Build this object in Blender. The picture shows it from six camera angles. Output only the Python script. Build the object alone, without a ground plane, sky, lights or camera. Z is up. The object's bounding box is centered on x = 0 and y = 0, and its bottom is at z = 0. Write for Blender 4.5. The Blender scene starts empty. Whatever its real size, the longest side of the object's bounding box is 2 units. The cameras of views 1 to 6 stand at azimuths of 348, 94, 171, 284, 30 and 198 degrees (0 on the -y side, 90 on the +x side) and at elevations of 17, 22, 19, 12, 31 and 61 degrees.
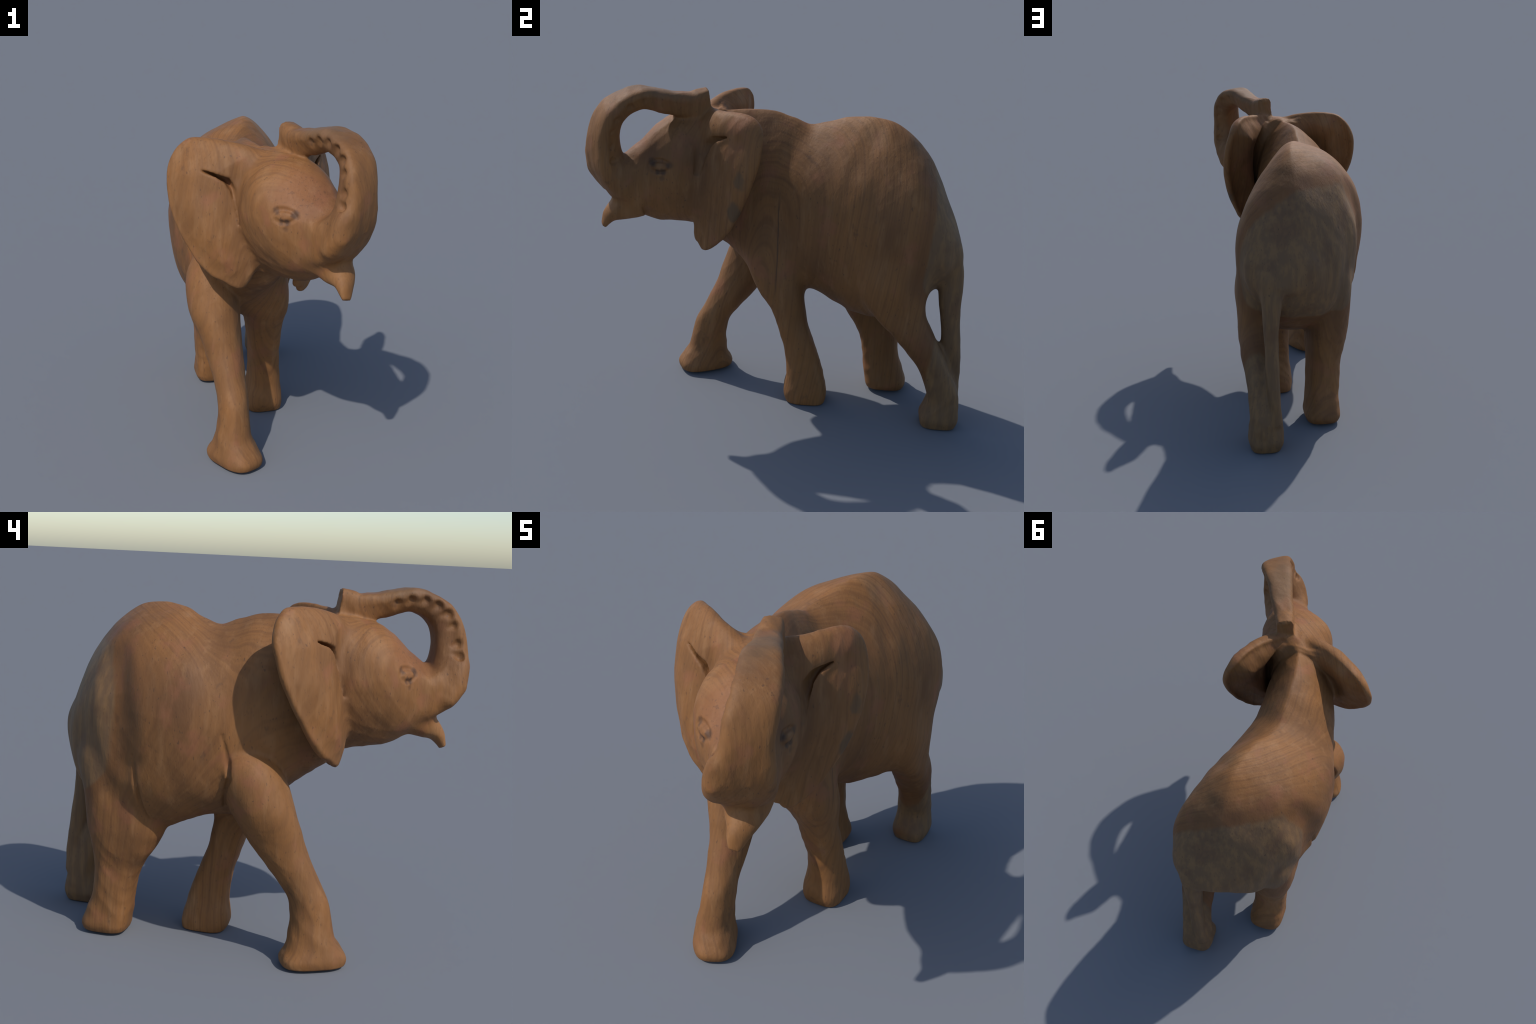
"""Carved wooden elephant with a raised, curled trunk.

The figure is carved from one piece of wood, so it is modelled as one blended solid:
every anatomical part is a profile swept along an axis (stations typed as sizes in
metres), the parts are merged with soft fillets, tool cuts are taken away, and the
result is skinned once.  The skin is then split by anatomy into named meshes that
share one set of vertex normals.
"""
import math
import numpy as np

STEP = 0.006                                  # skinning resolution in metres
LO = np.array([-0.50, -1.06, -0.05])
HI = np.array([0.50, 1.06, 1.78])
BIG = 1.0


# ------------------------------------------------------------------ helpers
def smooth_table(rows):
    """Hermite curve through rows (t, a, b, c ...): returns f(t) -> columns."""
    rows = np.array(rows, float)
    t, v = rows[:, 0], rows[:, 1:]
    seg = np.diff(t)[:, None]
    sl = np.diff(v, axis=0) / seg
    m = np.zeros_like(v)
    m[0], m[-1] = sl[0], sl[-1]
    a, b = sl[:-1], sl[1:]
    same = (a * b) > 0
    harm = np.where(same, 2 * a * b / np.where(same, a + b, 1.0), 0.0)
    mean = 0.5 * (a + b)
    m[1:-1] = 0.5 * harm + 0.5 * np.clip(mean, -3 * np.abs(harm) - 0.15, 3 * np.abs(harm) + 0.15)

    def f(x):
        x = np.clip(x, t[0], t[-1])
        i = np.clip(np.searchsorted(t, x, side='right') - 1, 0, len(t) - 2)
        h = (t[i + 1] - t[i])
        u = ((x - t[i]) / h)[..., None]
        h = h[..., None]
        return ((2*u**3 - 3*u**2 + 1) * v[i] + (u**3 - 2*u**2 + u) * h * m[i]
                + (-2*u**3 + 3*u**2) * v[i + 1] + (u**3 - u**2) * h * m[i + 1])
    return f


def to_distance(v, step):
    """Turns an implicit value into metres by dividing by its slope."""
    g = np.gradient(v, step)
    return v / np.maximum(np.sqrt(g[0]**2 + g[1]**2 + g[2]**2), 1e-3)


def soft_min(a, b, k):
    h = np.maximum(k - np.abs(a - b), 0.0) / k
    return np.minimum(a, b) - h * h * k * 0.25


def soft_max(a, b, k):
    return -soft_min(-a, -b, k)


class Block:
    """The grid of sample points, and the sub-box of it that a part occupies."""
    def __init__(self, step):
        self.step = step
        self.n = np.ceil((HI - LO) / step).astype(int) + 1
        self.axes = [LO[i] + step * np.arange(self.n[i]) for i in range(3)]

    def box(self, lo, hi):
        s = []
        for i in range(3):
            a = max(0, int((lo[i] - LO[i]) / self.step) - 1)
            b = min(self.n[i], int((hi[i] - LO[i]) / self.step) + 3)
            s.append(slice(a, b))
        g = np.meshgrid(*[self.axes[i][s[i]] for i in range(3)], indexing='ij', sparse=True)
        return tuple(s), g


# ------------------------------------------------------------------ part shapes
def loft_along_y(g, step, stations, crest=0.16):
    """stations: see TORSO"""
    x, y, z = g
    y0, y1 = stations[0][0], stations[-1][0]
    q = smooth_table(stations)(y)
    cx, xm, xp, zt, zb, czm, czp, pum, pup, pdm, pdp, lean = [q[..., i] for i in range(12)]
    dx = x - cx
    side = np.clip(dx / (0.5 * (xm + xp)) * 0.8 + 0.5, 0, 1)
    side = side * side * (3 - 2 * side)
    cz = czm + (czp - czm) * side
    dz = z - cz
    up, dn = zt - cz, cz - zb
    dx = dx - lean * np.clip(dz / up, 0, 1.2)
    a = np.where(dx < 0, xm, xp)
    b = np.where(dz < 0, dn, up)
    w = np.clip(dz / 0.06 * 0.5 + 0.5, 0, 1)
    pu = pum + (pup - pum) * side
    pd = pdm + (pdp - pdm) * side
    pu = pu + 0.16 - crest * np.clip(dz / up, 0, 1)
    p = np.maximum(pd + (pu - pd) * w, 1.1)
    v = ((np.abs(dx) / a) ** p + (np.abs(dz) / b) ** p) ** (1 / p) - 1
    v = v * np.minimum(np.minimum(xm, xp), np.minimum(up, dn))
    d = to_distance(v, step)
    return np.maximum(d, np.maximum(y0 - y, y - y1))


def loft_along_z(g, step, stations, power=2.3, floor=False, round_foot=0.007):
    """stations: z, x_centre, y_centre, x_radius, y_radius, turn (degrees)"""
    x, y, z = g
    z0, z1 = stations[0][0], stations[-1][0]
    q = smooth_table(stations)(z)
    cx, cy, rx, ry, turn = [q[..., i] for i in range(5)]
    c, s = np.cos(np.radians(turn)), np.sin(np.radians(turn))
    dx, dy = x - cx, y - cy
    u, w = c * dx + s * dy, -s * dx + c * dy
    if floor:                      # feet are cut squarer than the legs above them
        power = power + 0.9 * np.clip(1 - (z - 0.04) / 0.12, 0, 1)
    v = ((np.abs(u) / rx) ** power + (np.abs(w) / ry) ** power) ** (1 / power) - 1
    d = to_distance(v * np.minimum(rx, ry), step)
    if floor:
        d = soft_max(d, z0 - z, round_foot)
    else:
        d = np.maximum(d, z0 - z)
    return np.maximum(d, z - z1)


def sweep(g, step, rows, side, power=3.0, wedge=0.0):
    """rows: x, y, z, half_width, half_depth along a bent spine; side = width direction"""
    x, y, z = np.broadcast_arrays(*g)
    rows = np.array(rows, float)
    k = np.concatenate([[0], np.cumsum(np.linalg.norm(np.diff(rows[:, :3], axis=0), axis=1))])
    f = smooth_table(np.column_stack([k, rows]))
    t = np.linspace(0, k[-1], 220)
    q = f(t)
    c = q[:, :3]
    tan = np.gradient(c, axis=0)
    tan /= np.linalg.norm(tan, axis=1)[:, None]
    side = np.array(side, float)
    wid = side[None] - (tan @ side)[:, None] * tan
    wid /= np.linalg.norm(wid, axis=1)[:, None]
    dep = np.cross(tan, wid)
    pts = np.column_stack([x.ravel(), y.ravel(), z.ravel()])
    out = np.empty(len(pts))
    for i in range(0, len(pts), 60000):
        p = pts[i:i + 60000]
        d2 = (p**2).sum(1)[:, None] - 2 * p @ c.T + (c**2).sum(1)[None]
        j = d2.argmin(1)
        r = p - c[j]
        b = (r * dep[j]).sum(1) / q[j, 4]
        fade = np.clip(j / len(t) * 6 - 0.8, 0, 1) * np.clip((len(t) - j) / len(t) * 5, 0, 1)
        a = np.abs((r * wid[j]).sum(1)) / (q[j, 3] * (1 - wedge * fade * np.clip(b + 0.3, 0, 1.3)))
        b = np.abs(b)
        v = ((a**power + b**power) ** (1 / power) - 1) * np.minimum(q[j, 3], q[j, 4])
        e = (r * tan[j]).sum(1)
        e = np.where(j == 0, -e, np.where(j == len(t) - 1, e, -0.05))
        out[i:i + 60000] = soft_max(v, e, 0.02)
    return out.reshape(x.shape)


def polygon_distance(u, v, poly):
    d2 = np.full(u.shape, 1e9)
    inside = np.zeros(u.shape, bool)
    n = len(poly)
    for i in range(n):
        ax, ay = poly[i]
        bx, by = poly[(i + 1) % n]
        ex, ey = bx - ax, by - ay
        t = np.clip(((u - ax) * ex + (v - ay) * ey) / (ex * ex + ey * ey), 0, 1)
        d2 = np.minimum(d2, (u - ax - t * ex)**2 + (v - ay - t * ey)**2)
        cross = ((ay > v) != (by > v)) & (u < (bx - ax) * (v - ay) / ((by - ay) if by != ay else 1e-9) + ax)
        inside ^= cross
    return np.where(inside, -1, 1) * np.sqrt(d2)


def round_outline(pts, n=90):
    """Closed Catmull-Rom curve through pts."""
    pts = np.array(pts, float)
    m = len(pts)
    out = []
    per = max(2, n // m)
    for i in range(m):
        a, b, c, d = pts[i - 1], pts[i], pts[(i + 1) % m], pts[(i + 2) % m]
        for t in np.arange(per) / per:
            out.append(0.5 * (2*b + (c - a)*t + (2*a - 5*b + 4*c - d)*t*t + (3*b - a - 3*c + d)*t**3))
    return np.array(out)


def ear_sheet(g, step, out_dir, rim, inner, thick_root, thick_rim, bulge):
    """A thick curved leaf. rim and inner: (x, y, z) points; the leaf passes through all."""
    x, y, z = np.broadcast_arrays(*g)
    o = np.array(out_dir, float)
    o /= np.linalg.norm(o)
    nrm = np.array([o[1], -o[0]]) * (1 if o[0] > 0 else -1)     # faces forward (-y)
    ctrl = np.array(list(rim) + list(inner))
    cu = ctrl[:, :2] @ o
    cn = ctrl[:, :2] @ nrm
    cz = ctrl[:, 2] - 1.25
    A = np.column_stack([np.ones_like(cu), cu, cz, cu**2, cu*cz, cz**2, cz**3])
    co = np.linalg.lstsq(A.T @ A + 1e-4 * np.diag([0, 0, 0, 1, 1, 1, 1]), A.T @ cn, rcond=None)[0]
    u = x * o[0] + y * o[1]
    w = x * nrm[0] + y * nrm[1]
    zz = z - 1.25
    mid = co[0] + co[1]*u + co[2]*zz + co[3]*u*u + co[4]*u*zz + co[5]*zz*zz + co[6]*zz**3
    poly = round_outline(np.column_stack([cu, ctrl[:, 2]]))
    d2 = polygon_distance(u, z, poly)
    s = np.clip(-d2 / 0.15, 0, 1)
    s = s * s * (3 - 2 * s)
    th = thick_rim + (thick_root - thick_rim) * s
    mid = mid + thick_rim * 0.5 + bulge * s - th * 0.5
    r = 0.016
    qx = d2 + r
    qy = np.abs(w - mid) - th * 0.5 + r
    return np.sqrt(np.maximum(qx, 0)**2 + np.maximum(qy, 0)**2) + np.minimum(np.maximum(qx, qy), 0) - r


def capsule_chain(g, rows, squash=(1, 1, 1)):
    """Tube of changing radius along points (x, y, z, r)."""
    x, y, z = g
    s = np.array(squash, float)
    d = None
    for (ax, ay, az, ra), (bx, by, bz, rb) in zip(rows[:-1], rows[1:]):
        a = np.array([ax, ay, az]) / s
        e = np.array([bx, by, bz]) / s - a
        px, py, pz = x / s[0] - a[0], y / s[1] - a[1], z / s[2] - a[2]
        t = np.clip((px*e[0] + py*e[1] + pz*e[2]) / max(e @ e, 1e-12), 0, 1)
        q = np.sqrt((px - t*e[0])**2 + (py - t*e[1])**2 + (pz - t*e[2])**2) - (ra + (rb - ra)*t)
        d = q if d is None else np.minimum(d, q)
    return d * s.min()


# ------------------------------------------------------------------ sizes of the parts
# y, x_centre, reach to -x and +x, z_top, z_bottom, height of widest point on each side,
# squareness (up -x, up +x, down -x, down +x), lean of the crest
TORSO = [
    (-0.46, 0.020, 0.110, 0.120, 1.520, 1.010, 1.28, 1.28, 1.9, 2.0, 2.0, 2.0, 0.02),
    (-0.40, 0.010, 0.160, 0.160, 1.560, 0.920, 1.25, 1.25, 2.0, 1.9, 2.0, 2.0, 0.03),
    (-0.30, -0.005, 0.198, 0.182, 1.572, 0.850, 1.20, 1.20, 2.1, 1.8, 2.1, 2.0, 0.02),
    (-0.20, -0.015, 0.222, 0.197, 1.580, 0.760, 1.14, 1.16, 2.15, 1.8, 2.2, 2.0, 0.01),
    (-0.07, -0.025, 0.252, 0.215, 1.576, 0.655, 1.10, 1.12, 2.1, 1.75, 2.3, 2.0, 0.01),
    (0.02, -0.035, 0.268, 0.245, 1.550, 0.650, 1.08, 1.10, 2.05, 1.70, 2.4, 2.0, 0.02),
    (0.11, -0.035, 0.300, 0.278, 1.520, 0.640, 1.09, 1.08, 2.1, 1.80, 2.45, 2.0, 0.02),
    (0.20, -0.025, 0.330, 0.300, 1.540, 0.608, 1.10, 1.06, 2.2, 1.82, 2.4, 2.0, 0.03),
    (0.30, -0.005, 0.351, 0.316, 1.580, 0.560, 1.12, 1.02, 2.36, 1.80, 2.4, 2.0, 0.055),
    (0.40, 0.015, 0.354, 0.334, 1.597, 0.525, 1.13, 0.98, 2.38, 1.80, 2.45, 2.1, 0.065),
    (0.50, 0.035, 0.346, 0.348, 1.592, 0.525, 1.14, 0.95, 2.30, 1.84, 2.3, 2.3, 0.065),
    (0.60, 0.055, 0.322, 0.351, 1.545, 0.565, 1.13, 0.95, 2.15, 1.98, 2.3, 2.4, 0.055),
    (0.70, 0.080, 0.272, 0.330, 1.448, 0.635, 1.06, 0.98, 2.0, 2.25, 2.6, 2.2, 0.03),
    (0.78, 0.110, 0.240, 0.284, 1.320, 0.705, 0.98, 1.00, 1.9, 2.4, 2.8, 1.9, 0.0),
    (0.84, 0.140, 0.185, 0.232, 1.190, 0.790, 0.95, 0.98, 2.0, 2.4, 2.8, 1.9, 0.0),
    (0.88, 0.155, 0.140, 0.170, 1.100, 0.870, 0.97, 0.97, 2.3, 2.3, 2.4, 2.4, 0.0),
    (0.91, 0.180, 0.080, 0.095, 1.020, 0.900, 0.95, 0.95, 2.2, 2.2, 2.2, 2.2, 0.0),
    (0.925, 0.190, 0.010, 0.020, 0.952, 0.930, 0.94, 0.94, 2.0, 2.0, 2.0, 2.0, 0.0),
]
HEAD = [
    (-0.885, 0.250, 0.010, 0.010, 1.232, 1.208, 1.22, 1.22, 2.0, 2.0, 2.0, 2.0, 0.0),
    (-0.860, 0.245, 0.060, 0.060, 1.280, 1.160, 1.22, 1.22, 2.2, 2.2, 2.2, 2.2, 0.0),
    (-0.80, 0.220, 0.122, 0.115, 1.370, 1.095, 1.25, 1.24, 2.4, 2.3, 2.0, 2.0, 0.0),
    (-0.72, 0.175, 0.200, 0.142, 1.440, 1.045, 1.29, 1.27, 2.4, 2.3, 1.8, 1.85, 0.0),
    (-0.65, 0.145, 0.224, 0.170, 1.512, 1.010, 1.31, 1.29, 2.4, 2.2, 1.75, 1.8, 0.0),
    (-0.57, 0.115, 0.228, 0.198, 1.560, 0.993, 1.32, 1.30, 2.3, 2.1, 1.75, 1.8, 0.01),
    (-0.50, 0.090, 0.216, 0.207, 1.570, 0.985, 1.32, 1.30, 2.15, 2.1, 1.8, 1.85, 0.01),
    (-0.43, 0.070, 0.188, 0.205, 1.578, 0.980, 1.30, 1.29, 2.25, 2.0, 1.85, 1.9, 0.0),
    (-0.36, 0.050, 0.130, 0.150, 1.565, 0.980, 1.26, 1.25, 2.0, 1.8, 2.0, 2.0, 0.0),
    (-0.32, 0.040, 0.020, 0.020, 1.290, 1.210, 1.25, 1.25, 1.7, 1.7, 2.0, 2.0, 0.0),
]
# z, x_centre, y_centre, x_radius, y_radius, turn
FORELEG_R = [
    (0.010, -0.157, -0.428, 0.098, 0.150, 29), (0.040, -0.157, -0.428, 0.102, 0.156, 29),
    (0.095, -0.156, -0.424, 0.092, 0.130, 25), (0.140, -0.159, -0.414, 0.086, 0.111, 15),
    (0.235, -0.153, -0.406, 0.077, 0.096, 5), (0.320, -0.153, -0.384, 0.075, 0.091, 0),
    (0.430, -0.158, -0.318, 0.083, 0.104, 0), (0.580, -0.175, -0.228, 0.100, 0.131, 0),
    (0.740, -0.197, -0.158, 0.133, 0.153, 0), (0.850, -0.195, -0.120, 0.138, 0.150, 0),
    (0.950, -0.180, -0.090, 0.120, 0.120, 0), (1.030, -0.150, -0.070, 0.060, 0.060, 0)]
FORELEG_L = [
    (0.000, 0.121, 0.174, 0.096, 0.108, 0), (0.045, 0.121, 0.170, 0.101, 0.118, 0),
    (0.150, 0.122, 0.164, 0.094, 0.104, 0), (0.280, 0.120, 0.137, 0.086, 0.088, 0),
    (0.430, 0.113, 0.085, 0.090, 0.084, 0), (0.510, 0.107, 0.060, 0.098, 0.088, 0),
    (0.650, 0.105, 0.006, 0.120, 0.122, 0), (0.800, 0.095, -0.035, 0.118, 0.145, 0),
    (0.950, 0.075, -0.045, 0.105, 0.130, 0), (1.050, 0.060, -0.060, 0.050, 0.060, 0)]
HINDLEG_R = [
    (0.010, -0.090, 0.615, 0.092, 0.104, 0), (0.045, -0.090, 0.615, 0.104, 0.115, 0),
    (0.105, -0.091, 0.602, 0.100, 0.112, 0), (0.220, -0.095, 0.577, 0.096, 0.103, 0),
    (0.335, -0.098, 0.556, 0.096, 0.116, 0), (0.450, -0.110, 0.524, 0.112, 0.154, 0),
    (0.550, -0.116, 0.515, 0.120, 0.188, 0), (0.700, -0.118, 0.525, 0.126, 0.195, 0),
    (0.860, -0.118, 0.545, 0.125, 0.200, 0), (1.050, -0.130, 0.570, 0.080, 0.100, 0)]
HINDLEG_L = [
    (0.000, 0.276, 0.890, 0.082, 0.092, 0), (0.050, 0.275, 0.892, 0.095, 0.104, 0),
    (0.100, 0.274, 0.897, 0.093, 0.094, 0), (0.160, 0.275, 0.900, 0.088, 0.083, 0),
    (0.290, 0.282, 0.857, 0.085, 0.082, 0), (0.420, 0.292, 0.786, 0.090, 0.092, 0),
    (0.520, 0.300, 0.715, 0.095, 0.110, 0), (0.645, 0.302, 0.628, 0.100, 0.140, 0),
    (0.800, 0.292, 0.590, 0.115, 0.165, 0), (1.000, 0.260, 0.560, 0.080, 0.120, 0)]
# x, y, z, half_width, half_depth
TAIL = [(0.225, 0.800, 1.060, 0.060, 0.040), (0.245, 0.865, 0.960, 0.062, 0.045),
        (0.250, 0.880, 0.860, 0.053, 0.055), (0.251, 0.880, 0.760, 0.043, 0.060),
        (0.251, 0.896, 0.610, 0.038, 0.052), (0.247, 0.912, 0.480, 0.036, 0.050),
        (0.240, 0.935, 0.360, 0.033, 0.042), (0.232, 0.948, 0.260, 0.030, 0.034),
        (0.228, 0.955, 0.160, 0.026, 0.026)]
TRUNK = [(0.185, -0.690, 1.230, 0.112, 0.130), (0.236, -0.795, 1.245, 0.122, 0.110),
         (0.279, -0.876, 1.335, 0.124, 0.082), (0.303, -0.882, 1.470, 0.098, 0.067),
         (0.309, -0.838, 1.590, 0.091, 0.059), (0.260, -0.714, 1.664, 0.077, 0.054),
         (0.195, -0.570, 1.632, 0.060, 0.059), (0.150, -0.480, 1.620, 0.052, 0.062),
         (0.118, -0.395, 1.632, 0.046, 0.072)]
TRUNK_SIDE = (0.81, 0.58, 0.0)
LIP = [(0.225, -0.740, 1.130, 0.090, 0.080), (0.250, -0.815, 1.095, 0.078, 0.066),
       (0.262, -0.870, 1.055, 0.052, 0.040), (0.262, -0.897, 1.015, 0.034, 0.022),
       (0.261, -0.908, 0.993, 0.022, 0.014)]
EAR_R_RIM = [(-0.030, -0.420, 1.575), (-0.150, -0.365, 1.612), (-0.280, -0.262, 1.627),
             (-0.344, -0.243, 1.604), (-0.385, -0.228, 1.552), (-0.415, -0.229, 1.461),
             (-0.416, -0.275, 1.322), (-0.386, -0.312, 1.218), (-0.330, -0.381, 1.090),
             (-0.261, -0.421, 1.007), (-0.187, -0.442, 0.968), (-0.106, -0.470, 0.936)]
EAR_R_IN = [(-0.040, -0.490, 1.057), (-0.060, -0.480, 1.155), (-0.080, -0.468, 1.247),
            (-0.090, -0.455, 1.355), (-0.060, -0.445, 1.48)]
CROWN_R = [(0.060, -0.450, 1.470, .060), (-0.065, -0.388, 1.525, .044), (-0.180, -0.345, 1.545, .038), (-0.280, -0.285, 1.555, .020)]
CROWN_L = [(0.120, -0.430, 1.470, .058), (0.190, -0.360, 1.515, .044), (0.250, -0.270, 1.535, .036), (0.310, -0.190, 1.545, .020)]
TRUNK_CORNER = [(0.232, -0.945, 1.370, .034), (0.205, -0.945, 1.290, .034), (0.172, -0.922, 1.232, .022)]
TRUNK_TIP = [(0.138, -0.450, 1.655, .034), (0.123, -0.408, 1.682, .010)]
LEG_CREASES = [      # x, y, z near the skin, half width of the knife cut
    [(-0.303, 0.005, 1.060, .003), (-0.300, -0.010, 1.000, .008), (-0.300, -0.022, 0.930, .013), (-0.310, -0.028, 0.868, .016), (-0.270, 0.005, 0.780, .015), (-0.235, 0.015, 0.700, .009)],
    [(-0.315, 0.418, 0.930, .003), (-0.300, 0.405, 0.860, .009), (-0.284, 0.392, 0.791, .012), (-0.245, 0.386, 0.700, .010), (-0.209, 0.372, 0.620, .005)]]
FLANK_HOLLOW = [(-0.230, 0.545, 1.320), (-0.290, 0.500, 1.200), (-0.305, 0.480, 1.050), (-0.300, 0.450, 0.920)]
EAR_L_RIM = [(0.130, -0.400, 1.585), (0.205, -0.315, 1.606), (0.280, -0.220, 1.622),
             (0.322, -0.151, 1.606), (0.358, -0.105, 1.550), (0.385, -0.107, 1.443),
             (0.386, -0.120, 1.360), (0.375, -0.157, 1.240), (0.348, -0.212, 1.108),
             (0.310, -0.257, 1.010), (0.255, -0.330, 0.920), (0.205, -0.403, 0.869), (0.168, -0.422, 0.900)]
EAR_L_IN = [(0.135, -0.440, 0.930), (0.190, -0.450, 1.080), (0.230, -0.435, 1.200),
            (0.230, -0.430, 1.320), (0.200, -0.400, 1.48)]


EAR_SLOTS = [
    [(-0.275, -0.388, 1.489, .003), (-0.215, -0.392, 1.470, .012), (-0.167, -0.420, 1.446, .017),
     (-0.146, -0.462, 1.406, .013), (-0.140, -0.478, 1.355, .006), (-0.122, -0.488, 1.247, .003)],
    [(0.312, -0.280, 1.509, .006), (0.275, -0.335, 1.485, .014), (0.262, -0.372, 1.450, .013),
     (0.268, -0.410, 1.390, .008), (0.272, -0.430, 1.300, .003)]]
EYES = [(0.032, -0.730, 1.341), (0.316, -0.605, 1.338)]


def build_field(step=STEP):
    blk = Block(step)
    shape = tuple(blk.n)
    parts = {}

    def put(name, lo, hi, fn):
        s, g = blk.box(lo, hi)
        parts[name] = (s, np.asarray(fn(g), np.float32))

    put('torso', (-.48, -.50, .40), (.48, .98, 1.72), lambda g: loft_along_y(g, step, TORSO, 0.62))
    put('head', (-.25, -.95, .85), (.48, -.26, 1.70), lambda g: loft_along_y(g, step, HEAD))
    put('foreleg_r', (-.42, -.66, -.05), (.05, .12, 1.06), lambda g: loft_along_z(g, step, FORELEG_R, 2.0, True, 0.007))
    put('foreleg_l', (-.12, -.25, -.05), (.30, .36, 1.08), lambda g: loft_along_z(g, step, FORELEG_L, 2.5, True))
    put('hindleg_r', (-.38, .28, -.05), (.10, .84, 1.08), lambda g: loft_along_z(g, step, HINDLEG_R, 2.4, True))
    put('hindleg_l', (.08, .38, -.05), (.48, 1.06, 1.06), lambda g: loft_along_z(g, step, HINDLEG_L, 2.5, True))
    put('tail', (.10, .72, .10), (.40, 1.04, 1.12), lambda g: sweep(g, step, TAIL, (1, 0, 0), 2.4))
    put('trunk', (-.02, -1.06, 1.02), (.50, -.33, 1.78), lambda g: sweep(g, step, TRUNK, TRUNK_SIDE, 3.8, 0.36))
    put('lower_lip', (.08, -.98, .94), (.40, -.64, 1.24), lambda g: sweep(g, step, LIP, TRUNK_SIDE, 2.3))
    put('ear_r', (-.48, -.56, .88), (.04, -.12, 1.68), lambda g: ear_sheet(g, step, (-.80, .60), EAR_R_RIM, EAR_R_IN, .135, .038, 0.030))
    put('ear_l', (.06, -.52, .82), (.46, -.04, 1.68), lambda g: ear_sheet(g, step, (.47, .88), EAR_L_RIM, EAR_L_IN, .130, .038, -0.022))

    blend = [('head', .05), ('foreleg_r', .018), ('foreleg_l', .07), ('hindleg_r', .025), ('hindleg_l', .05),
             ('tail', .03), ('trunk', .03), ('lower_lip', .03), ('ear_r', .035), ('ear_l', .035)]
    total = np.full(shape, BIG, np.float32)
    total[parts['torso'][0]] = parts['torso'][1]
    for name, k in blend:
        sl, d = parts[name]
        total[sl] = soft_min(total[sl], d, k)
    # ---- tool cuts and small raised details
    def cut(fn, lo, hi, k=0.006):
        sl, g = blk.box(lo, hi)
        total[sl] = soft_max(total[sl], -fn(g), k)

    def add(name, fn, lo, hi, k=0.006):
        sl, g = blk.box(lo, hi)
        d = np.asarray(fn(g), np.float32)
        if name:
            parts[name] = (sl, d)
        total[sl] = soft_min(total[sl], d, k)

    for chain in (CROWN_R, CROWN_L, TRUNK_CORNER, TRUNK_TIP):
        c = np.array(chain)
        add(None, lambda g: capsule_chain(g, chain), c[:, :3].min(0) - .15, c[:, :3].max(0) + .15,
            0.02 if chain is TRUNK_TIP else 0.05 if chain is TRUNK_CORNER else 0.08)
    for chain in EAR_SLOTS:
        c = np.array(chain)
        cut(lambda g: capsule_chain(g, chain, (1, 3.2, 1)), c[:, :3].min(0) - .08, c[:, :3].max(0) + .08, 0.010)
    rows = []
    for p in FLANK_HOLLOW:
        p, n, _, _ = surface_frame(blk, total, p)
        rows.append((*(p + n * (.13 - .019)), .13))
    c = np.array(rows)
    cut(lambda g: capsule_chain(g, rows), c[:, :3].min(0) - .2, c[:, :3].max(0) + .2, 0.06)
    for chain in LEG_CREASES:
        rows = []
        for *p, r in chain:
            p, n, _, _ = surface_frame(blk, total, p)
            rows.append((*(p - n * r * .2), r))
        c = np.array(rows)
        cut(lambda g: capsule_chain(g, rows), c[:, :3].min(0) - .06, c[:, :3].max(0) + .06, 0.010)
    for a, b, r in trunk_notches():
        cut(lambda g: capsule_chain(g, [(*a, r), (*b, r * .6)]), np.minimum(a, b) - .06, np.maximum(a, b) + .06, 0.014)
    eyes = []
    for p0 in EYES:
        p, n, e1, e2 = surface_frame(blk, total, p0)
        eyes.append((p, e1, e2))

        def at(a, b, c):
            return p + a * e1 + b * e2 + c * n
        brow = [(-.056, .002), (-.036, .028), (.0, .030), (.034, .022), (.058, -.002)]
        lid = [(-.046, -.014), (-.018, -.027), (.016, -.026), (.042, -.014)]
        bag = [(-.016, -.056), (.008, -.062), (.026, -.046)]
        for arc, r in ((brow, .0125), (lid, .0115), (bag, .008)):
            rows = [(*at(u, v, .001), r if 0 < i < len(arc) - 1 else r * .7) for i, (u, v) in enumerate(arc)]
            cut(lambda g: capsule_chain(g, rows), p - .12, p + .12, 0.008)

        def bulge(g):
            x, y, z = g[0] - p[0], g[1] - p[1], g[2] - p[2]
            u = (x*e1[0] + y*e1[1] + z*e1[2]) / .040
            v = (x*e2[0] + y*e2[1] + z*e2[2]) / .021
            w = (x*n[0] + y*n[1] + z*n[2] + .008) / .0115
            return (np.sqrt(u*u + v*v + w*w) - 1) * .0115
        add('eye_r' if p0[0] < .15 else 'eye_l', bulge, p - .06, p + .06, 0.006)
    return blk, parts, total, eyes


def sample(blk, field, p):
    q = (np.asarray(p) - LO) / blk.step
    i = np.floor(q).astype(int)
    f = q - i
    out = 0.0
    for a in (0, 1):
        for b in (0, 1):
            for c in (0, 1):
                w = (f[0] if a else 1 - f[0]) * (f[1] if b else 1 - f[1]) * (f[2] if c else 1 - f[2])
                out += w * field[i[0] + a, i[1] + b, i[2] + c]
    return out


def surface_frame(blk, field, p0):
    p = np.array(p0, float)
    for _ in range(8):
        h = 0.02
        g = np.array([sample(blk, field, p + h * e) - sample(blk, field, p - h * e) for e in np.eye(3)])
        n = g / np.linalg.norm(g)
        p = p - n * sample(blk, field, p)
    e1 = np.cross([0, 0, 1], n)
    e1 /= np.linalg.norm(e1)
    return p, n, e1, np.cross(n, e1)


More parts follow.
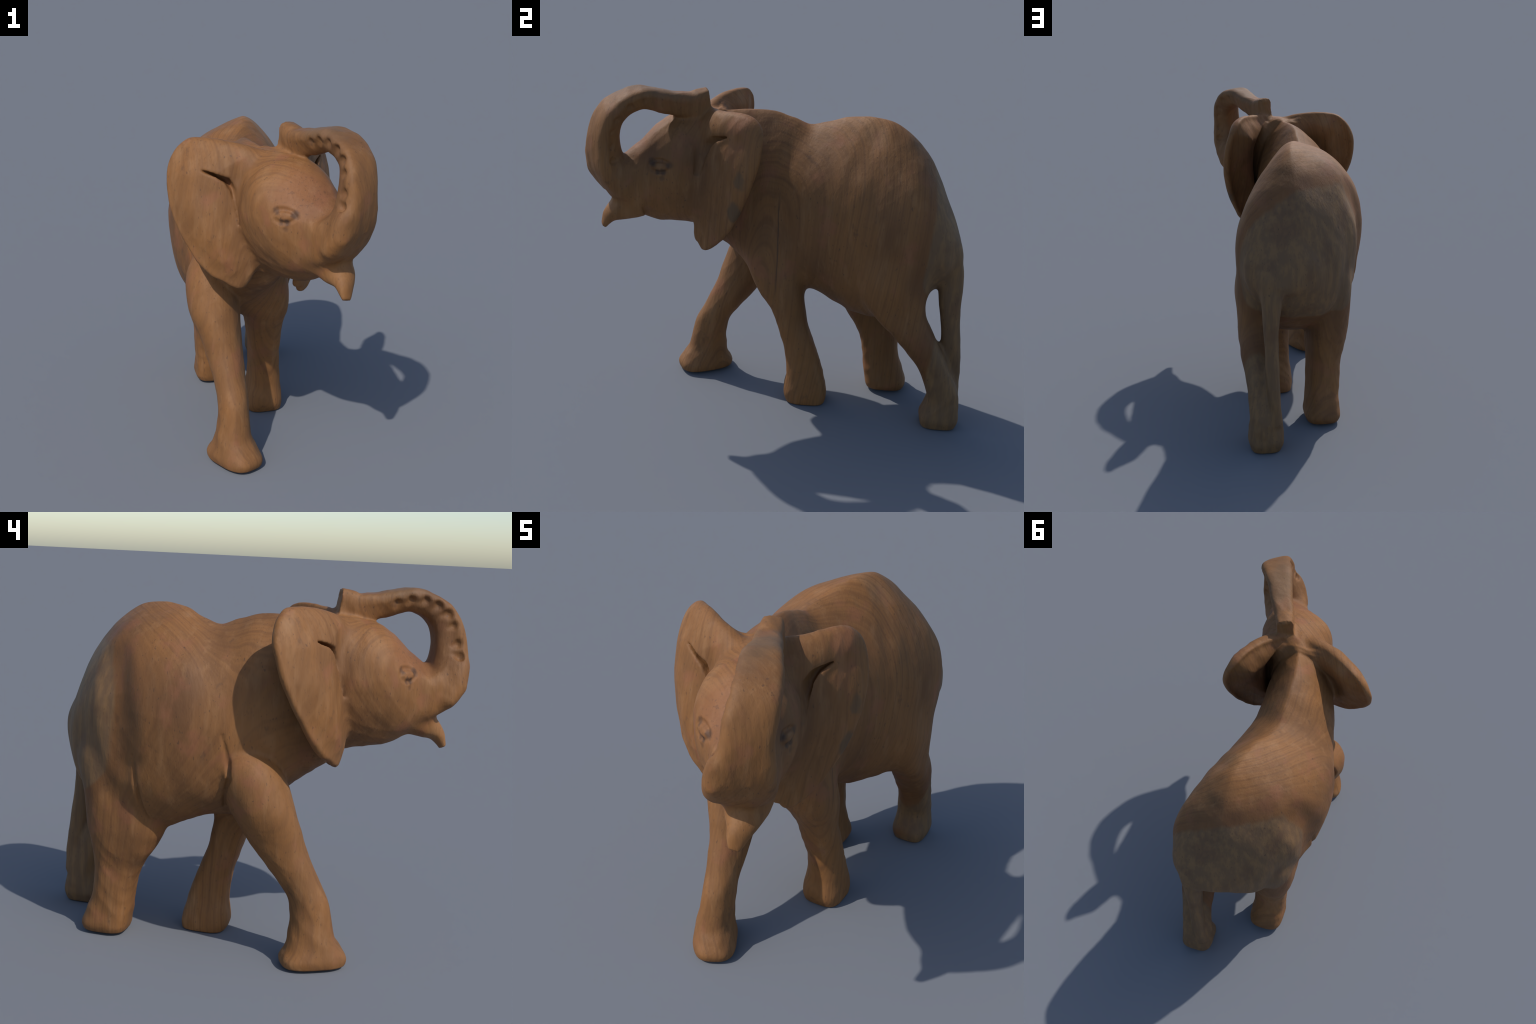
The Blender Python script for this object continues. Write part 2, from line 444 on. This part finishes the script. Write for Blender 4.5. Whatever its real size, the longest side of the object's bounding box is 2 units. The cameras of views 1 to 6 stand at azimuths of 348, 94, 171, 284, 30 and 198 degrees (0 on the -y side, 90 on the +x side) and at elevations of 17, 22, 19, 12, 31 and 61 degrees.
def trunk_notches():
    """Scalloped wrinkles along both inner corners of the trunk."""
    rng = np.random.default_rng(4)
    rows = np.array(TRUNK)
    k = np.concatenate([[0], np.cumsum(np.linalg.norm(np.diff(rows[:, :3], axis=0), axis=1))])
    f = smooth_table(np.column_stack([k, rows]))
    side = np.array(TRUNK_SIDE)
    out = []
    for sgn, ts in ((-1, np.linspace(.315, .74, 8)), (1, np.linspace(.29, .66, 6))):
        for t in ts:
            t = (t + rng.uniform(-.008, .008)) * k[-1]
            q = f(np.array([t]))[0]
            tan = f(np.array([t + .01]))[0, :3] - f(np.array([t - .01]))[0, :3]
            tan /= np.linalg.norm(tan)
            wid = side - (tan @ side) * tan
            wid /= np.linalg.norm(wid)
            dep = np.cross(tan, wid)
            mid = np.array([.22, -.72, 1.50])
            if (mid - q[:3]) @ dep < 0:
                dep = -dep
            r = rng.uniform(.014, .022) * (1 if sgn < 0 else .6)
            slope = 1 - 0.36 * 0.35
            lift = rng.uniform(-.012, .012)
            p0 = q[:3] + sgn * wid * (q[3] * slope + .006) + dep * q[4] * rng.uniform(-.12, .05)
            p1 = q[:3] + sgn * wid * (q[3] * .80 + .006) + dep * q[4] * rng.uniform(.15, .40) + tan * lift
            out.append((p0, p1, r))
    return out




def skin(blk, field):
    """Surface nets: one vertex per crossed cell, one quad per crossed grid edge."""
    neg = field < 0
    nx, ny, nz = field.shape
    c = [(i, j, k) for i in (0, 1) for j in (0, 1) for k in (0, 1)]
    cnt = np.zeros((nx - 1, ny - 1, nz - 1), np.uint8)
    for i, j, k in c:
        cnt += neg[i:nx - 1 + i, j:ny - 1 + j, k:nz - 1 + k]
    act = (cnt > 0) & (cnt < 8)
    idx = np.full(act.shape, -1, np.int64)
    cells = np.argwhere(act)
    idx[act] = np.arange(len(cells))
    acc = np.zeros((len(cells), 3))
    num = np.zeros(len(cells))
    val = {o: field[cells[:, 0] + o[0], cells[:, 1] + o[1], cells[:, 2] + o[2]].astype(float) for o in c}
    for o in c:
        for ax in range(3):
            if o[ax] == 1:
                continue
            q = list(o)
            q[ax] = 1
            a, b = val[o], val[tuple(q)]
            hit = (a < 0) != (b < 0)
            t = np.where(hit, a / np.where(hit, a - b, 1), 0)
            p = np.array(o, float)[None] + np.zeros((len(cells), 3))
            p[:, ax] = t
            acc += np.where(hit[:, None], p, 0)
            num += hit
    verts = LO + blk.step * (cells + acc / num[:, None])
    quads = []
    for ax in range(3):
        sl0 = [slice(None)] * 3
        sl1 = [slice(None)] * 3
        sl0[ax], sl1[ax] = slice(0, -1), slice(1, None)
        a, b = neg[tuple(sl0)], neg[tuple(sl1)]
        e = np.argwhere(a != b)
        flip = a[tuple(e.T)]
        u, v = (ax + 1) % 3, (ax + 2) % 3
        ok = (e[:, u] > 0) & (e[:, v] > 0)
        e, flip = e[ok], flip[ok]
        du, dv = np.zeros(3, int), np.zeros(3, int)
        du[u], dv[v] = 1, 1
        q = np.stack([idx[tuple((e - du - dv).T)], idx[tuple((e - dv).T)], idx[tuple(e.T)], idx[tuple((e - du).T)]], 1)
        q[~flip] = q[~flip][:, ::-1]
        quads.append(q)
    return verts, np.concatenate(quads)


def relief(p):
    """What the knife left: a slow undulation and shallow overlapping strokes with crisp edges."""
    rng = np.random.default_rng(11)
    out = np.zeros(len(p))
    for i in range(26):
        f = rng.normal(size=3)
        f *= rng.uniform(18, 62) / np.linalg.norm(f)
        f[2] *= 0.6
        out += np.sin(p @ f + rng.uniform(0, 6.28)) * (0.0008 * 30 / (18 + np.linalg.norm(f)))
    # strokes: scalloped ridges, bent by a slow wave; strong on limbs, ears and trunk, faint on the barrel
    limb = np.clip((0.75 - p[:, 2]) / 0.25, 0, 1)
    face = np.clip((-0.12 - p[:, 1]) / 0.15, 0, 1)
    weight = 0.25 + 0.75 * np.maximum(limb, face)
    for i in range(4):
        f = rng.normal(size=3)
        f[2] *= 0.45
        f *= rng.uniform(32, 52) / np.linalg.norm(f)
        g = rng.normal(size=3) * 7
        ph = p @ f + 1.6 * np.sin(p @ g + rng.uniform(0, 6.28))
        out += weight * 0.0013 * (0.64 - np.abs(np.sin(ph)))
    return out


# ==== BLENDER ====
import bpy


def nodes_of(mat):
    mat.use_nodes = True
    nt = mat.node_tree
    nt.nodes.clear()
    return nt


def wood_material(name, eyes, roughness=0.66):
    mat = bpy.data.materials.new(name)
    nt = nodes_of(mat)
    L = nt.links.new

    def N(kind, **kw):
        n = nt.nodes.new(kind)
        for k, v in kw.items():
            setattr(n, k, v)
        return n

    def put(sock, v):
        if isinstance(v, (int, float, tuple)):
            sock.default_value = v
        else:
            L(v, sock)

    def math_(op, a, b=None, clamp=False):
        n = N('ShaderNodeMath', operation=op, use_clamp=clamp)
        put(n.inputs[0], a)
        if b is not None:
            put(n.inputs[1], b)
        return n.outputs[0]

    def mapping(scale, loc=(0, 0, 0), rot=(0, 0, 0)):
        m = N('ShaderNodeMapping')
        m.inputs['Scale'].default_value = scale
        m.inputs['Location'].default_value = loc
        m.inputs['Rotation'].default_value = rot
        L(coord, m.inputs['Vector'])
        return m.outputs[0]

    def noise(vec, scale, detail=3, rough=.55, dist=0):
        n = N('ShaderNodeTexNoise')
        L(vec, n.inputs['Vector'])
        n.inputs['Scale'].default_value = scale
        n.inputs['Detail'].default_value = detail
        n.inputs['Roughness'].default_value = rough
        n.inputs['Distortion'].default_value = dist
        return n.outputs['Fac']

    def ramp(fac, stops, mode='LINEAR'):
        r = N('ShaderNodeValToRGB')
        r.color_ramp.interpolation = mode
        el = r.color_ramp.elements
        while len(el) < len(stops):
            el.new(0.5)
        for e, (p, c) in zip(el, stops):
            e.position = p
            e.color = (*c, 1) if len(c) == 3 else c
        put(r.inputs[0], fac)
        return r.outputs[0]

    def mix(fac, a, b, kind='MIX'):
        m = N('ShaderNodeMix', data_type='RGBA', blend_type=kind)
        put(m.inputs['Factor'], fac)
        put(m.inputs['A'], a if not isinstance(a, tuple) else (*a, 1))
        put(m.inputs['B'], b if not isinstance(b, tuple) else (*b, 1))
        return m.outputs['Result']

    def step_(v, lo, hi):
        n = N('ShaderNodeMapRange', interpolation_type='SMOOTHSTEP', clamp=True)
        put(n.inputs['Value'], v)
        n.inputs['From Min'].default_value = lo
        n.inputs['From Max'].default_value = hi
        return n.outputs[0]

    coord = N('ShaderNodeTexCoord').outputs['Object']
    sep = N('ShaderNodeSeparateXYZ')
    L(coord, sep.inputs[0])
    X, Y, Z = sep.outputs

    # growth rings: cylinders round a pith that stands nearly upright inside the shoulders
    wob = noise(mapping((1.6, 1.6, 0.9)), 1.0, 2, .5)
    dx = math_('ADD', math_('ADD', X, -0.085), math_('MULTIPLY', Z, -0.212))
    dy = math_('ADD', math_('ADD', Y, 0.160), math_('MULTIPLY', Z, -0.078))
    rad = math_('SQRT', math_('ADD', math_('MULTIPLY', dx, dx), math_('MULTIPLY', dy, dy)))
    rad = math_('ADD', rad, math_('MULTIPLY', math_('ADD', wob, -0.5), 0.07))
    comb = N('ShaderNodeCombineXYZ')
    L(rad, comb.inputs[0])
    ring_wide = noise(comb.outputs[0], 30.0, 2, .6)
    ring_fine = noise(comb.outputs[0], 75.0, 3, .65)

    # fibres run up the trunk of the tree
    fibre = noise(mapping((1, 1, 0.16)), 90, 4, .65)
    streak = noise(mapping((1, 1, 0.16)), 22, 3, .6)
    patch = noise(mapping((1, 1, .55), loc=(3, 1, 2)), 3.2, 3, .55)
    blotch = noise(mapping((1, 1, 1), loc=(7, 2, 5)), 7.0, 3, .55)

    base = ramp(patch, [(.28, C_DEEP), (.46, C_MAIN), (.60, C_WARM), (.75, C_PALE)])
    drift = noise(mapping((1, 1, .5), loc=(5, 3, 8)), 4.0, 3, .6)
    show = step_(noise(mapping((1, 1, .4), loc=(8, 1, 1)), 2.6, 2, .5), .34, .62)
    for period, bend, sharp, weight in ((.034, 9.0, .35, .34), (.0125, 16.0, .10, .18)):
        ph = math_('ADD', math_('MULTIPLY', rad, 6.2832 / period), math_('MULTIPLY', drift, bend))
        line = step_(math_('SINE', ph), sharp, 1.0)
        base = mix(math_('MULTIPLY', line, math_('ADD', math_('MULTIPLY', show, weight * .75), weight * .25)), base, C_RING)
    base = mix(math_('MULTIPLY', step_(ring_wide, .50, .66), .22), base, C_RING)
    base = mix(math_('MULTIPLY', step_(ring_fine, .52, .70), .14), base, C_PALE)
    base = mix(math_('MULTIPLY', step_(streak, .50, .72), .30), base, C_PALE)
    base = mix(math_('MULTIPLY', step_(fibre, .52, .72), .34), base, C_DEEP)
    base = mix(math_('MULTIPLY', step_(blotch, .54, .70), .45), base, C_PINK)
    stain = noise(mapping((1, 1, .7), loc=(9, 9, 2)), 10.0, 4, .65)
    base = mix(math_('MULTIPLY', step_(stain, .63, .74), .42), base, C_DARK)

    def spot(c, r, soft=.6, wobble=.5):
        v = N('ShaderNodeVectorMath', operation='SUBTRACT')
        L(coord, v.inputs[0])
        v.inputs[1].default_value = c
        d = N('ShaderNodeVectorMath', operation='DIVIDE')
        L(v.outputs[0], d.inputs[0])
        d.inputs[1].default_value = r if isinstance(r, tuple) else (r, r, r)
        ln = N('ShaderNodeVectorMath', operation='LENGTH')
        L(d.outputs[0], ln.inputs[0])
        e = math_('ADD', ln.outputs['Value'], math_('MULTIPLY', math_('ADD', blot2, -.5), wobble * 2))
        return math_('SUBTRACT', 1.0, step_(e, 1 - soft * .5, 1 + soft * .5))
    blot2 = noise(mapping((1, 1, 1), loc=(1, 9, 4)), 16.0, 3, .6)

    # pinkish, pitted brow
    pits = noise(mapping((1, 1, 1), loc=(4, 4, 1)), 60, 3, .6)
    brow = spot((0.13, -0.70, 1.42), (.15, .13, .12), 1.0, .5)
    base = mix(math_('MULTIPLY', brow, .35), base, C_PINK)
    base = mix(math_('MULTIPLY', math_('MULTIPLY', brow, step_(pits, .56, .72)), .4), base, C_DARK)

    # grey, weathered outer layer of the log on the rump
    edge = math_('ADD', rad, math_('MULTIPLY', math_('ADD', streak, -.5), .02))
    edge = math_('SUBTRACT', edge, math_('MULTIPLY', math_('SUBTRACT', 1.0, step_(Z, .62, .86)), .13))
    sap = step_(edge, .822, .842)
    band = math_('MULTIPLY', step_(edge, .74, .80), step_(Y, .2, .3))
    base = mix(math_('MULTIPLY', band, .45), base, C_RING)
    sapcol = mix(step_(noise(mapping((1, 1, .12)), 34, 3, .65), .40, .66), C_GREY, C_STRAW)
    sapcol = mix(math_('MULTIPLY', step_(blotch, .52, .66), .3), sapcol, C_DARK)
    sap = math_('MULTIPLY', sap, step_(Y, .2, .3))
    base = mix(math_('MULTIPLY', sap, .68), base, sapcol)

    # stains on the ear, a long drying crack on the shoulder, worn grey on the trunk's crown
    base = mix(math_('MULTIPLY', spot((.362, -.225, 1.144), (.035, .035, .060), .5, .35), .6), base, C_STAIN)
    base = mix(math_('MULTIPLY', spot((.383, -.200, 1.320), (.030, .030, .045), .6, .8), .5), base, C_STAIN)
    base = mix(math_('MULTIPLY', spot((.22, -.60, 1.74), (.12, .26, .07), .9, .5), .5), base, C_GREY)
    crack = math_('ABSOLUTE', math_('ADD', math_('ADD', Y, .015), math_('MULTIPLY', math_('ADD', streak, -.5), .03)))
    crack = math_('SUBTRACT', 1.0, step_(crack, .002, .006))
    crack = math_('MULTIPLY', crack, math_('MULTIPLY', step_(X, .08, .12), math_('MULTIPLY', step_(Z, .62, .72), math_('SUBTRACT', 1.0, step_(Z, 1.10, 1.24)))))
    base = mix(math_('MULTIPLY', crack, .6), base, C_DARK)
    # dark pigment left in the carved outline of each eye
    for p, e1, e2 in eyes:
        for (u, v), r, w in (((-.040, .020), .019, .8), ((.046, .010), .019, .75), ((.004, .031), .013, .55),
                             ((-.014, -.026), .014, .8), ((.014, -.025), .014, .8), ((.008, -.058), .012, .4)):
            c = tuple(float(t) for t in p + u * e1 + v * e2)
            base = mix(math_('MULTIPLY', spot(c, r, 1.0, .9), w), base, C_DARK)
    # small dark pores
    pore = noise(mapping((1, 1, .45), loc=(2, 6, 3)), 95, 2, .5)
    base = mix(math_('MULTIPLY', step_(pore, .66, .74), .5), base, C_DARK)

    bsdf = N('ShaderNodeBsdfPrincipled')
    out = N('ShaderNodeOutputMaterial')
    L(base, bsdf.inputs['Base Color'])
    bsdf.inputs['Specular IOR Level'].default_value = 0.35
    rr = math_('ADD', math_('MULTIPLY', fibre, .18), roughness - .09)
    L(rr, bsdf.inputs['Roughness'])
    bump = N('ShaderNodeBump')
    bump.inputs['Strength'].default_value = 0.35
    bump.inputs['Distance'].default_value = 0.006
    hgt = math_('ADD', math_('MULTIPLY', fibre, .5), math_('MULTIPLY', noise(mapping((1, 1, .5)), 38, 3, .6), .8))
    L(hgt, bump.inputs['Height'])
    L(bump.outputs[0], bsdf.inputs['Normal'])
    L(bsdf.outputs[0], out.inputs['Surface'])
    return mat


C_MAIN = (0.198, 0.087, 0.028)
C_WARM = (0.226, 0.096, 0.028)
C_PALE = (0.288, 0.148, 0.063)
C_DEEP = (0.132, 0.058, 0.021)
C_RING = (0.110, 0.045, 0.016)
C_PINK = (0.232, 0.086, 0.041)
C_GREY = (0.140, 0.088, 0.048)
C_STRAW = (0.215, 0.125, 0.056)
C_DARK = (0.048, 0.026, 0.017)
C_STAIN = (0.072, 0.055, 0.035)


def vertex_normals(v, q):
    n = np.zeros_like(v)
    fn = np.cross(v[q[:, 2]] - v[q[:, 0]], v[q[:, 3]] - v[q[:, 1]])
    for i in range(4):
        np.add.at(n, q[:, i], fn)
    return n / np.maximum(np.linalg.norm(n, axis=1), 1e-12)[:, None]


def relax(v, q, rounds, amount):
    """Takes the stair steps of the grid out of the skin (smooth, then push back)."""
    e = np.concatenate([q[:, [0, 1]], q[:, [1, 2]], q[:, [2, 3]], q[:, [3, 0]]])
    e = np.concatenate([e, e[:, ::-1]])
    deg = np.bincount(e[:, 0], minlength=len(v))[:, None]
    for i in range(rounds):
        for lam in (amount, -amount * 1.04):
            s = np.column_stack([np.bincount(e[:, 0], weights=v[e[:, 1], k], minlength=len(v)) for k in range(3)])
            v = v + lam * (s / deg - v)
    return v


PART_NAMES = {'torso': 'torso', 'head': 'head', 'trunk': 'trunk', 'lower_lip': 'lower_lip', 'tail': 'tail',
              'ear_r': 'ear', 'ear_l': 'ear', 'foreleg_r': 'foreleg', 'foreleg_l': 'foreleg',
              'hindleg_r': 'hindleg', 'hindleg_l': 'hindleg', 'eye_r': 'eye', 'eye_l': 'eye'}


def main():
    blk, parts, field, eyes = build_field()
    v, q = skin(blk, field)
    v = relax(v, q, 3, 0.5)
    n = vertex_normals(v, q)
    v = v + n * (relief(v) * np.clip(v[:, 2] / 0.08, 0, 1))[:, None]
    v[:, 2] = np.maximum(v[:, 2], 0.0)
    n = vertex_normals(v, q)

    # which part owns each face: the nearest part at the face centre
    cell = np.clip(np.rint((v[q].mean(1) - LO) / blk.step).astype(int), 0, blk.n - 1)
    names = list(parts)
    bias = {'torso': 0.004, 'ear_r': -0.004, 'ear_l': -0.004, 'trunk': -0.004, 'eye_r': -.003, 'eye_l': -.003}
    dist = np.full((len(q), len(names)), BIG)
    for i, k in enumerate(names):
        sl, d = parts[k]
        loc = cell - np.array([t.start for t in sl])
        ok = np.all((loc >= 0) & (loc < d.shape), axis=1)
        dist[ok, i] = d[tuple(loc[ok].T)] + bias.get(k, 0)
    owner = dist.argmin(1)
    # tidy the seams: each face takes the commonest owner round its corners, a few times
    for _ in range(6):
        votes = np.zeros((len(v), len(names)))
        for i in range(4):
            np.add.at(votes, (q[:, i], owner), 1)
        owner = votes[q].sum(1).argmax(1)

    mat = wood_material('carved_wood', eyes)
    root = bpy.data.objects.new('wooden_elephant', None)
    root['label'] = 'hand carved brown wooden elephant, trunk curled back over head'
    root['category'] = 'elephant figurine'
    bpy.context.scene.collection.objects.link(root)
    for i, key in enumerate(names):
        f = q[owner == i]
        if len(f) == 0:
            continue
        used, inv = np.unique(f, return_inverse=True)
        f = inv.reshape(f.shape)
        me = bpy.data.meshes.new(PART_NAMES[key])
        me.vertices.add(len(used))
        me.vertices.foreach_set('co', v[used].astype(np.float32).ravel())
        me.loops.add(f.size)
        me.loops.foreach_set('vertex_index', f.astype(np.int32).ravel())
        me.polygons.add(len(f))
        me.polygons.foreach_set('loop_start', np.arange(0, f.size, 4, dtype=np.int32))
        me.update(calc_edges=True)
        me.polygons.foreach_set('use_smooth', np.ones(len(f), bool))
        me.normals_split_custom_set_from_vertices(n[used].astype(np.float32))
        me.materials.append(mat)
        ob = bpy.data.objects.new(PART_NAMES[key], me)
        ob.parent = root
        bpy.context.scene.collection.objects.link(ob)


main()
